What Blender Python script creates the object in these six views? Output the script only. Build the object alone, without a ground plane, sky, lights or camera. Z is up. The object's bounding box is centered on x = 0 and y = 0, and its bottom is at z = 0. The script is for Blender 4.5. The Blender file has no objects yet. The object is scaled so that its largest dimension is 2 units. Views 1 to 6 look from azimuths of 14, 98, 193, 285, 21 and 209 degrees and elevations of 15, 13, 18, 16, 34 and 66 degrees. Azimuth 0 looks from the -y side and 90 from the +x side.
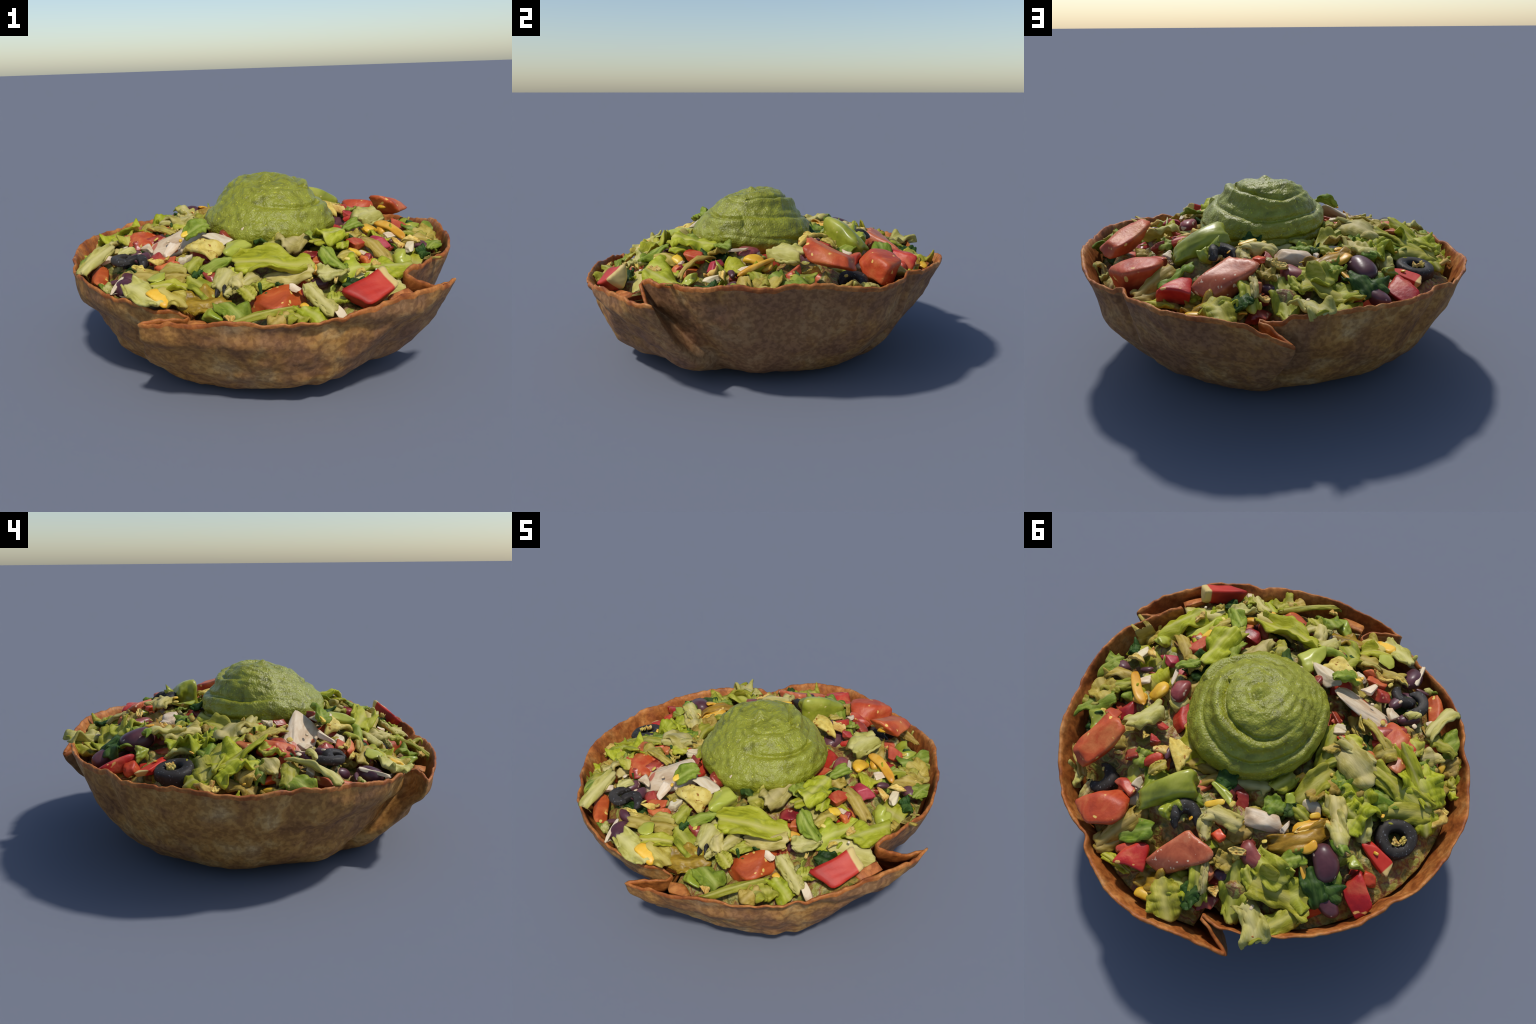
"""A round taco salad: a deep-fried folded tortilla bowl, heaped with shredded
lettuce, tomato, beans, olives, chicken, chips and cheese, and a swirled scoop
of guacamole in the middle.  Everything is built from profiles, rules and a
list of the pieces as they lie on the heap."""
import bpy, math, random
import numpy as np

rng = np.random.default_rng(7)

# ------------------------------------------------------------------ helpers
def lin(r, g, b):
    f = lambda c: (c / 12.92 if c <= .04045 else ((c + .055) / 1.055) ** 2.4)
    return (f(r / 255), f(g / 255), f(b / 255), 1.0)


class Wobble:
    """Smooth pseudo noise in 3D: a few octaves of random plane waves."""
    def __init__(self, seed, freq, octaves=3, gain=.5, waves=7):
        r = np.random.default_rng(seed)
        self.terms = []
        amp = 1.0
        for o in range(octaves):
            k = r.normal(size=(waves, 3))
            k *= freq * 2 ** o / np.linalg.norm(k, axis=1)[:, None] * r.uniform(.7, 1.3, (waves, 1))
            self.terms.append((k, r.uniform(0, 6.28, waves), amp / math.sqrt(waves)))
            amp *= gain

    def __call__(self, p):
        p = np.asarray(p, float)
        out = np.zeros(p.shape[:-1])
        for k, ph, a in self.terms:
            out += a * np.sin(p @ k.T + ph).sum(-1)
        return out


def smoothstep(a, b, x):
    t = np.clip((np.asarray(x, float) - a) / (b - a), 0, 1)
    return t * t * (3 - 2 * t)


def mesh_from(name, verts, faces, mats=(), smooth=True):
    me = bpy.data.meshes.new(name)
    me.from_pydata([tuple(map(float, v)) for v in verts], [], faces)
    me.update()
    if smooth:
        me.polygons.foreach_set("use_smooth", [True] * len(me.polygons))
    for m in mats:
        me.materials.append(m)
    return me


def add(name, me, parent, loc=(0, 0, 0), rot=(0, 0, 0)):
    ob = bpy.data.objects.new(name, me)
    bpy.context.scene.collection.objects.link(ob)
    ob.parent = parent
    ob.location = loc
    ob.rotation_euler = rot
    return ob


def grid_faces(nu, nv, wrap_u=False):
    """nu columns of nv verts, index = i*nv+j"""
    f = []
    for i in range(nu if wrap_u else nu - 1):
        a, b = i * nv, ((i + 1) % nu) * nv
        for j in range(nv - 1):
            f.append((a + j, b + j, b + j + 1, a + j + 1))
    return f


# ---------------------------------------------------------------- materials
def material(name, colours, scale=12.0, stretch=(1, 1, 1), detail=5.0, rough=.5, bump=.15,
             bump_scale=60.0, vary=.12, speck=None, translucent=0.0, coat=0.0, distort=.6,
             tip=None, rib=None, patch=None, fine=0, spec=.4, sss=0.0):
    """colours: [(position, rgba)...] along a noise ramp.  speck=(rgba, scale, size): flecks.
    tip=(rgba, start): colour near the +x end.  rib=(rgba, width): a pale mid rib."""
    m = bpy.data.materials.new(name)
    m.use_nodes = True
    nt = m.node_tree
    nt.nodes.clear()
    N = lambda t, **k: _node(nt, t, **k)
    L = nt.links.new
    tc = N("ShaderNodeTexCoord")
    info = N("ShaderNodeObjectInfo")
    mp = N("ShaderNodeMapping")
    mp.inputs["Scale"].default_value = stretch
    off = N("ShaderNodeVectorMath", operation="SCALE")
    cx = N("ShaderNodeCombineXYZ")
    for k in range(3):
        L(info.outputs["Random"], cx.inputs[k])
    L(cx.outputs[0], off.inputs[0])
    off.inputs["Scale"].default_value = 13.7
    L(tc.outputs["Object"], mp.inputs["Vector"])
    L(off.outputs[0], mp.inputs["Location"])
    nz = N("ShaderNodeTexNoise")
    nz.inputs["Scale"].default_value = scale
    nz.inputs["Detail"].default_value = detail
    nz.inputs["Distortion"].default_value = distort
    nz.inputs["Roughness"].default_value = .6
    L(mp.outputs[0], nz.inputs["Vector"])
    cr = N("ShaderNodeValToRGB")
    el = cr.color_ramp.elements
    while len(el) < len(colours):
        el.new(.5)
    for e, (p, c) in zip(el, colours):
        e.position, e.color = p, c
    L(nz.outputs["Fac"], cr.inputs[0])
    col = cr.outputs[0]
    gen = N("ShaderNodeSeparateXYZ")
    L(tc.outputs["Generated"], gen.inputs[0])

    def mix(fac, a, b):
        x = N("ShaderNodeMix", data_type="RGBA")
        L(fac, x.inputs["Factor"])
        L(a, x.inputs[6])
        if isinstance(b, tuple):
            x.inputs[7].default_value = b
        else:
            L(b, x.inputs[7])
        return x.outputs[2]

    def ramp(src, a, b):
        x = N("ShaderNodeMapRange")
        x.interpolation_type = "SMOOTHSTEP"
        L(src, x.inputs[0])
        x.inputs[1].default_value, x.inputs[2].default_value = a, b
        return x.outputs[0]

    def math_(op, a, b):
        x = N("ShaderNodeMath", operation=op)
        for s, v in zip(x.inputs, (a, b)):
            if isinstance(v, (int, float)):
                s.default_value = v
            else:
                L(v, s)
        return x.outputs[0]

    if patch:      # large, broken areas of another shade, more of them towards +x and +y
        n3 = N("ShaderNodeTexNoise")
        n3.inputs["Scale"].default_value = patch[1]
        n3.inputs["Detail"].default_value = 9
        n3.inputs["Roughness"].default_value = .68
        L(tc.outputs["Object"], n3.inputs["Vector"])
        so = N("ShaderNodeSeparateXYZ")
        L(tc.outputs["Object"], so.inputs[0])
        xy = math_("ADD", math_("MULTIPLY", so.outputs[0], .10), math_("MULTIPLY", so.outputs[1], .06))
        f = math_("MULTIPLY", ramp(math_("ADD", n3.outputs["Fac"], xy), .42, .62), patch[2])
        col = mix(f, col, patch[0])
    if fine:       # toasted speckle
        n4 = N("ShaderNodeTexNoise")
        n4.inputs["Scale"].default_value = 42
        n4.inputs["Detail"].default_value = 6
        n4.inputs["Distortion"].default_value = .3
        L(tc.outputs["Object"], n4.inputs["Vector"])
        sp = N("ShaderNodeMix", data_type="RGBA", blend_type="MULTIPLY")
        L(math_("MULTIPLY", ramp(n4.outputs["Fac"], .60, .40), fine), sp.inputs["Factor"])
        L(col, sp.inputs[6])
        sp.inputs[7].default_value = lin(150, 128, 116)
        col = sp.outputs[2]
    if rib:
        d = math_("ABSOLUTE", math_("SUBTRACT", gen.outputs[1], .5), 0)
        wob = math_("MULTIPLY", nz.outputs["Fac"], .25)
        f = ramp(math_("ADD", d, wob), rib[1] + .22, rib[1] * .3 + .05)
        col = mix(f, col, rib[0])
    if tip:
        wob = math_("MULTIPLY", nz.outputs["Fac"], .06)
        f = ramp(math_("ADD", gen.outputs[0], wob), tip[1], tip[1] + .04)
        col = mix(f, col, tip[0])
    if speck:
        n2 = N("ShaderNodeTexNoise")
        n2.inputs["Scale"].default_value = speck[1]
        n2.inputs["Detail"].default_value = 1.0
        L(tc.outputs["Object"], n2.inputs["Vector"])
        f = ramp(n2.outputs["Fac"], speck[2], speck[2] + .05)
        col = mix(f, col, speck[0])
    hs = N("ShaderNodeHueSaturation")
    L(col, hs.inputs["Color"])
    L(math_("ADD", math_("MULTIPLY", info.outputs["Random"], 2 * vary), 1 - vary), hs.inputs["Value"])
    rnd2 = math_("FRACT", math_("MULTIPLY", info.outputs["Random"], 7.31), 0)
    L(math_("ADD", math_("MULTIPLY", rnd2, .024), .488), hs.inputs["Hue"])
    bs = N("ShaderNodeBsdfPrincipled")
    L(hs.outputs[0], bs.inputs["Base Color"])
    bs.inputs["Roughness"].default_value = rough
    bs.inputs["Specular IOR Level"].default_value = spec
    bs.inputs["Coat Weight"].default_value = coat
    bs.inputs["Coat Roughness"].default_value = .25
    if sss:
        bs.inputs["Subsurface Weight"].default_value = sss
        bs.inputs["Subsurface Radius"].default_value = (.02, .01, .005)
        bs.inputs["Subsurface Scale"].default_value = .5
    if bump:
        nb = N("ShaderNodeTexNoise")
        nb.inputs["Scale"].default_value = bump_scale
        nb.inputs["Detail"].default_value = 4.0
        L(mp.outputs[0], nb.inputs["Vector"])
        bp = N("ShaderNodeBump")
        bp.inputs["Strength"].default_value = bump
        bp.inputs["Distance"].default_value = .01
        L(nb.outputs["Fac"], bp.inputs["Height"])
        L(bp.outputs[0], bs.inputs["Normal"])
    out = N("ShaderNodeOutputMaterial")
    if translucent:
        tr = N("ShaderNodeBsdfTranslucent")
        L(hs.outputs[0], tr.inputs["Color"])
        ms = N("ShaderNodeMixShader")
        ms.inputs[0].default_value = translucent
        L(bs.outputs[0], ms.inputs[1])
        L(tr.outputs[0], ms.inputs[2])
        L(ms.outputs[0], out.inputs[0])
    else:
        L(bs.outputs[0], out.inputs[0])
    return m


def _node(nt, t, **k):
    n = nt.nodes.new(t)
    for a, b in k.items():
        setattr(n, a, b)
    return n


def leaf_material(name, dark, mid, pale, ribc, ribw=.1, tr=.22):
    return material(name, [(.3, lin(*dark)), (.5, lin(*mid)), (.7, lin(*pale))], scale=7, stretch=(1.2, 4.5, 3),
                    rough=.5, spec=.2, bump=.25, bump_scale=28, vary=.12, translucent=tr, rib=(lin(*ribc), ribw), distort=.9)


SEED = lin(224, 180, 95)
MAT = {
    "L": leaf_material("lettuce_green", (118, 122, 30), (166, 164, 50), (196, 188, 84), (198, 190, 100)),
    "Ly": leaf_material("lettuce_yellow_green", (136, 142, 26), (178, 180, 44), (200, 198, 82), (206, 198, 112), .05),
    "Lw": leaf_material("lettuce_white_rib", (160, 148, 62), (194, 182, 98), (216, 204, 134), (216, 202, 134), .16),
    "Lg": leaf_material("lettuce_fresh_green", (90, 114, 30), (130, 148, 46), (164, 174, 78), (172, 180, 92), .04),
    "Ld": leaf_material("lettuce_dark_green", (32, 54, 20), (52, 80, 30), (88, 112, 48), (84, 106, 50), .02),
    "Lo": leaf_material("lettuce_tan", (140, 112, 36), (182, 158, 68), (206, 184, 104), (200, 176, 100), .08),
    "amb": material("lettuce_amber", [(.3, lin(120, 92, 18)), (.55, lin(176, 140, 38)), (.75, lin(204, 172, 78))],
                    scale=9, stretch=(1, 3, 2), rough=.4, translucent=.2),
    "T": material("tomato_red", [(.3, lin(146, 40, 20)), (.5, lin(184, 66, 34)), (.72, lin(206, 118, 68))], scale=7,
                  rough=.48, bump=.28, bump_scale=38, speck=(SEED, 26, .68), sss=.05),
    "Td": material("tomato_dark_red", [(.3, lin(104, 28, 22)), (.5, lin(146, 48, 36)), (.75, lin(176, 86, 64))],
                   scale=12, rough=.35, bump=.12, speck=(lin(200, 140, 100), 40, .66), coat=.1),
    "Tp": material("tomato_pink", [(.3, lin(150, 52, 40)), (.5, lin(184, 82, 60)), (.75, lin(208, 134, 100))],
                   scale=10, rough=.4, bump=.08, speck=(lin(225, 180, 150), 40, .68)),
    "Tm": material("tomato_magenta", [(.3, lin(140, 36, 46)), (.5, lin(176, 52, 70)), (.75, lin(190, 80, 92))],
                   scale=8, rough=.4, bump=.08),
    "To": material("tomato_orange", [(.3, lin(158, 62, 34)), (.5, lin(190, 92, 54)), (.75, lin(206, 128, 84))],
                   scale=10, rough=.4, bump=.1, speck=(SEED, 30, .68)),
    "pep": material("red_pepper", [(.3, lin(158, 24, 22)), (.5, lin(190, 36, 32)), (.75, lin(206, 66, 52))], scale=5,
                    rough=.5, spec=.3, bump=.2, bump_scale=16, tip=(lin(214, 184, 116), .86)),
    "car": material("orange_pepper", [(.3, lin(190, 66, 26)), (.5, lin(220, 96, 40)), (.75, lin(226, 130, 62))],
                    scale=8, rough=.35, bump=.06, coat=.2),
    "B": material("bean_purple", [(.3, lin(62, 32, 38)), (.5, lin(88, 50, 56)), (.75, lin(112, 72, 76))], scale=7,
                  rough=.38, bump=.06, coat=.08, speck=(lin(196, 168, 150), 30, .72)),
    "Br": material("bean_red", [(.3, lin(104, 38, 42)), (.5, lin(136, 58, 58)), (.75, lin(170, 100, 92))], scale=9,
                   rough=.4, bump=.06, coat=.08, speck=(lin(226, 200, 175), 26, .66)),
    "olv": material("black_olive", [(.3, lin(38, 34, 30)), (.6, lin(54, 50, 46)), (.8, lin(72, 67, 60))], scale=14,
                    rough=.55, spec=.22, bump=.12, speck=(lin(96, 96, 98), 90, .66)),
    "chk": material("chicken", [(.3, lin(188, 160, 122)), (.5, lin(214, 194, 158)), (.75, lin(228, 214, 188))], scale=8,
                    stretch=(1, 2.5, 2), rough=.5, bump=.12, speck=(lin(190, 120, 92), 12, .70)),
    "chip": material("tortilla_chip", [(.3, lin(172, 132, 48)), (.5, lin(206, 176, 86)), (.75, lin(222, 200, 124))],
                     scale=16, rough=.7, bump=.5, bump_scale=45, speck=(lin(150, 92, 30), 40, .66)),
    "chs": material("cheddar", [(.3, lin(196, 140, 26)), (.5, lin(224, 172, 46)), (.75, lin(232, 194, 90))], scale=9,
                    rough=.4, bump=.06, sss=.05),
    "grn": material("avocado", [(.3, lin(108, 116, 30)), (.5, lin(146, 154, 44)), (.75, lin(176, 178, 74))], scale=6,
                    rough=.35, bump=.1, bump_scale=40, coat=.15, speck=(lin(212, 196, 120), 22, .72)),
}
MAT["chip3"] = MAT["chip"]
MAT["ring"] = MAT["olv"]
MAT["Lcup"] = MAT["L"]
KIND = {"L": "lettuce_shred", "T": "tomato_chunk", "p": "pepper_strip", "a": "lettuce_shred", "B": "kidney_bean",
        "g": "avocado_chunk", "r": "olive_ring", "o": "olive_piece"}


def kind_name(k):
    special = {"chk": "chicken_strip", "chip": "chip_fragment", "chip3": "tortilla_chip", "chs": "cheese_shred",
               "car": "carrot_piece", "tor": "tortilla_flake"}
    return special.get(k) or KIND[k[0]]


# ------------------------------------------------------------- the whole dish
salad = bpy.data.objects.new("taco_salad", None)
bpy.context.scene.collection.objects.link(salad)
salad["label"] = "taco salad in a folded fried tortilla bowl with guacamole"
salad["category"] = "taco salad"

# --------------------------------------------------------------- tortilla bowl
# The rim, seen from above counter-clockwise from the front left: a front flap
# standing outside its neighbours, a right panel and a left panel, with a pleat
# (the rim doubling back inwards) between each two.
FLAP = [(-.304, -.956, .422), (-.177, -.979, .430), (-.014, -.986, .441), (.134, -.982, .452), (.260, -.962, .434),
        (.380, -.925, .444), (.470, -.902, .426), (.500, -.885, .428), (.605, -.822, .464), (.725, -.750, .498),
        (.808, -.647, .499), (.909, -.520, .508), (.992, -.366, .497)]
FOLD_RIGHT = [(.93, -.385, .492), (.865, -.425, .494), (.80, -.468, .527)]
RIGHT = [(.784, -.486, .556), (.873, -.333, .568), (.955, -.190, .582), (.972, -.016, .592), (.960, .140, .588),
         (.923, .294, .602), (.862, .436, .588), (.774, .560, .560), (.677, .688, .541), (.555, .787, .549),
         (.437, .875, .560), (.291, .942, .560), (.140, .982, .555), (-.020, .985, .545), (-.178, .958, .498),
         (-.316, .920, .436)]
FOLD_BACK = [(-.255, .888, .462), (-.190, .858, .486)]
LEFT = [(-.146, .840, .494), (-.225, .862, .494), (-.393, .845, .537), (-.551, .769, .537), (-.674, .679, .543), (-.780, .573, .530),
        (-.850, .459, .536), (-.918, .344, .533), (-.960, .219, .534), (-.987, .098, .530), (-.993, -.043, .520),
        (-.975, -.177, .512), (-.932, -.291, .502), (-.885, -.402, .514), (-.808, -.544, .508), (-.683, -.672, .508),
        (-.534, -.775, .480), (-.399, -.835, .480), (-.277, -.846, .446), (-.18, -.842, .437)]
FOLD_LEFT = [(-.121, -.848, .433), (-.135, -.884, .43), (-.215, -.918, .428)]
rim_control = np.array(FLAP + FOLD_RIGHT + RIGHT + FOLD_BACK + LEFT + FOLD_LEFT)


def closed_curve(P, step):
    """Catmull-Rom through the closed list of points, resampled to even steps."""
    n, out = len(P), []
    for i in range(n):
        a, b, c, d = P[i - 1], P[i], P[(i + 1) % n], P[(i + 2) % n]
        la = min(1, np.linalg.norm(c - b) / (np.linalg.norm(b - a) + 1e-6))
        lc = min(1, np.linalg.norm(c - b) / (np.linalg.norm(d - c) + 1e-6))
        m1, m2 = (c - a) / 2 * la, (d - b) / 2 * lc
        for t in np.arange(16) / 16:
            out.append((2*t**3 - 3*t**2 + 1)*b + (t**3 - 2*t**2 + t)*m1 + (-2*t**3 + 3*t**2)*c + (t**3 - t**2)*m2)
    out = np.array(out)
    seg = np.linalg.norm(np.roll(out, -1, 0) - out, axis=1)
    s = np.concatenate([[0], np.cumsum(seg)])
    m = int(s[-1] / step)
    u = np.arange(m) * s[-1] / m
    return np.stack([np.interp(u, s, np.append(out[:, k], out[0, k])) for k in range(3)], 1)


def blur_closed(a, sigma):
    n = len(a)
    k = np.minimum(np.arange(n), n - np.arange(n))
    w = np.exp(-.5 * (k / sigma) ** 2)
    return np.real(np.fft.ifft(np.fft.fft(a) * np.fft.fft(w / w.sum())))


rim = closed_curve(rim_control, .0105)
NS = len(rim)
azim = np.unwrap(np.arctan2(rim[:, 0], -rim[:, 1]))
rho = np.hypot(rim[:, 0], rim[:, 1])
turn = azim[0] + 2 * np.pi * np.arange(NS) / NS


def station(P):
    return int(np.argmin(((rim - np.array(P)) ** 2).sum(1)))


# lower down, the pleats run out to other azimuths than they have at the rim
STATIONS = [(FLAP[0], -30), (FLAP[-1], 78), (RIGHT[0], 80), (RIGHT[1], 83.5), (RIGHT[2], 87), (RIGHT[-1], 192), (LEFT[0], 194),
            (LEFT[2], 206), (LEFT[-3], 320), (FOLD_LEFT[0], 328)]
marks = [(station(P), math.radians(a)) for P, a in STATIONS] + [(NS + station(FLAP[0]), math.radians(330))]
foot = np.zeros(NS)
for (i0, a0), (i1, a1) in zip(marks, marks[1:]):
    k = np.arange(i0, i1)
    b = azim[np.minimum(k, NS - 1)]
    f = (k - i0) / (i1 - i0)
    if i1 - i0 > 60:
        f = .4 * f + .6 * (np.maximum.accumulate(b) - b[0]) / max(1e-6, b.max() - b[0])
    foot[k % NS] = a0 + f * (a1 - a0) - 2 * np.pi * (k >= NS)
azim_base = turn + blur_closed(foot - turn, 7)
rho_base = blur_closed(rho, 26)
z_base = blur_closed(rim[:, 2], 14)

# side profile of the bowl: (share of the rim radius, share of the rim height)
PROFILE = np.array([(0, .02), (.2, .008), (.375, .0), (.49, .004), (.60, .036), (.684, .085), (.744, .148), (.813, .28),
                    (.878, .47), (.942, .70), (1, 1)])
arc = np.concatenate([[0], np.cumsum(np.hypot(*(np.diff(PROFILE, axis=0) * (1, .55)).T))])
arc /= arc[-1]
NT = 64
tt = np.linspace(0, 1, NT) ** .9
prof_r = np.interp(tt, arc, PROFILE[:, 0])
prof_h = np.interp(tt, arc, PROFILE[:, 1])
for _ in range(3):
    prof_r[1:-1] = (prof_r[:-2] + 2 * prof_r[1:-1] + prof_r[2:]) / 4
    prof_h[1:-1] = (prof_h[:-2] + 2 * prof_h[1:-1] + prof_h[2:]) / 4

# radial creases (azimuth in degrees, depth, angular width)
CREASES = [(147.5, .024, 1.6), (-119, .012, 2.5), (-72, .012, 3), (29, .012, 2.0)]
# broad swellings and hollows of the wall: (azimuth, height share, depth, azimuth width, height width)
SWELLS = [(135, .55, .060, 12, .45), (170, .35, -.028, 14, .4), (188, .75, .030, 9, .4), (165, .08, -.02, 14, .2),
          (214, .1, .025, 10, .25), (231, .08, .02, 9, .2), (292, .1, -.025, 12, .2), (262, .08, -.015, 12, .2), (54, .25, -.032, 13, .3), (108, .4, -.018, 9, .5), (300, .3, .015, 7, .25),
          (82, .45, -.030, 6, .45), (90, .22, -.030, 7, .28), (352, .2, -.012, 12, .3), (328, .45, -.008, 5, .4), (77, .08, -.035, 7, .2), (330, .1, -.02, 6, .2), (50, .3, -.012, 10, .3),
          (284, .5, .035, 7, .4), (312, .2, .02, 5, .2)]
w_big, w_mid, w_fine, w_flap = Wobble(3, 7, 2), Wobble(4, 22, 3), Wobble(5, 70, 2), Wobble(8, 16, 2)


def bowl_sheet():
    pts = np.zeros((NS, NT, 3))
    flapness = smoothstep(-.5, .1, -rim[:, 1] - .62)
    for j in range(NT):
        h, r = prof_h[j], prof_r[j]
        w = np.clip(r, 0, 1) ** 1.0
        w = smoothstep(.66, 1.0, r)
        a = azim_base + (azim - azim_base) * smoothstep(.80, 1.0, r)
        R = (rho_base + (rho - rho_base) * w) * r
        z = (z_base + (rim[:, 2] - z_base) * w) * h
        # creases
        for c, dep, wid in CREASES:
            da = np.degrees((azim_base - math.radians(c) + np.pi) % (2 * np.pi) - np.pi)
            R = R - dep * (np.exp(-(da / wid) ** 2) - .45 * np.exp(-((da - 1.8 * wid) / (1.6 * wid)) ** 2)) * smoothstep(.5, .8, r)
        for c, hc, dep, wid, hw in SWELLS:
            da = np.degrees((azim_base - math.radians(c) + np.pi) % (2 * np.pi) - np.pi)
            R = R + dep * np.exp(-(da / wid) ** 2 - ((h - hc) / hw) ** 2) * smoothstep(.35, .65, r)
        p = np.stack([R * np.sin(a) + .008 * (1 - h), -R * np.cos(a) - .03 * (1 - h), z], 1)
        n = np.stack([np.sin(a), -np.cos(a), 0 * a - .35], 1)
        side = smoothstep(.3, .7, r)
        d = (.009 * w_big(p) + .0045 * w_mid(p) + .0015 * w_fine(p)) * side
        d += flapness * .011 * w_flap(p * (.6, .6, 2.6)) * side
        pts[:, j] = p + n * d[:, None]
        # ragged edge
        pts[:, j, 2] += (.0022 * w_fine(rim * 1.7) + .003 * w_fine(rim * .55) * np.abs(w_mid(rim))) * smoothstep(.93, 1, r) + .003 * w_mid(p * .8) * smoothstep(.8, 1, r)
    return pts


sheet = bowl_sheet()
# chips and nicks along the torn rim
for _ in range(70):
    i0, wid, dep = int(rng.integers(NS)), rng.uniform(1.5, 5), rng.uniform(.002, .009)
    gap = (np.arange(NS) - i0 + NS // 2) % NS - NS // 2
    for j in range(NT - 5, NT):
        sheet[:, j, 2] -= dep * np.exp(-(gap / wid) ** 2) * (j - NT + 6) / 5
sheet[..., 2] = np.maximum(sheet[..., 2], 0)
TORTILLA_OUT = material("fried_tortilla_outside",
                        [(.30, lin(124, 84, 48)), (.42, lin(160, 114, 62)), (.52, lin(178, 130, 66)), (.60, lin(188, 146, 84)), (.72, lin(204, 170, 116))],
                        fine=.45, scale=6, patch=(lin(132, 98, 78), 2.4, .6), detail=8, rough=.62, bump=.35, bump_scale=26, vary=0, distort=.4, spec=.25,
                        )
TORTILLA_IN = material("fried_tortilla_inside",
                       [(.28, lin(128, 66, 28)), (.45, lin(168, 98, 42)), (.6, lin(190, 124, 60)), (.78, lin(206, 156, 96))],
                       scale=8, detail=7, fine=.4, rough=.55, bump=.3, bump_scale=24, vary=0, distort=.5, spec=.3)


def build_bowl():
    # outer sheet + inner sheet offset along the normals + a rounded lip
    du = np.roll(sheet, -1, 0) - np.roll(sheet, 1, 0)
    dv = np.gradient(sheet, axis=1)
    nrm = np.cross(du, dv)
    ln = np.linalg.norm(nrm, axis=-1, keepdims=True)
    nrm = np.where(ln > 1e-9, nrm / np.maximum(ln, 1e-9), (0, 0, -1))
    thick = .013 * (1 + .25 * w_mid(sheet))[..., None]
    inner = sheet - nrm * thick
    inner[..., 2] = np.maximum(inner[..., 2], .012)
    lip = (sheet[:, -1] + inner[:, -1]) / 2 + (sheet[:, -1] - sheet[:, -2]) * .35
    rows = np.concatenate([sheet[:, 1:], lip[:, None], inner[:, :0:-1]], 1)
    nv = rows.shape[1]
    verts = list(rows.reshape(-1, 3))
    faces = grid_faces(NS, nv, True)
    c0, c1 = len(verts), len(verts) + 1
    verts += [(.008, -.03, .012), (.008, -.03, .03)]
    for i in range(NS):
        k = (i + 1) % NS
        faces.append((c0, k * nv, i * nv))
        faces.append((c1, i * nv + nv - 1, k * nv + nv - 1))
    me = mesh_from("tortilla_bowl", verts, faces, (TORTILLA_OUT, TORTILLA_IN))
    idx = np.zeros(len(me.polygons), dtype=np.int32)
    for i in range(NS):
        for j in range(nv - 1):
            if j >= NT - 3:
                idx[i * (nv - 1) + j] = 1
    me.polygons.foreach_set("material_index", idx)
    return add("tortilla_bowl", me, salad)


build_bowl()
MAT["tor"] = TORTILLA_IN

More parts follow.
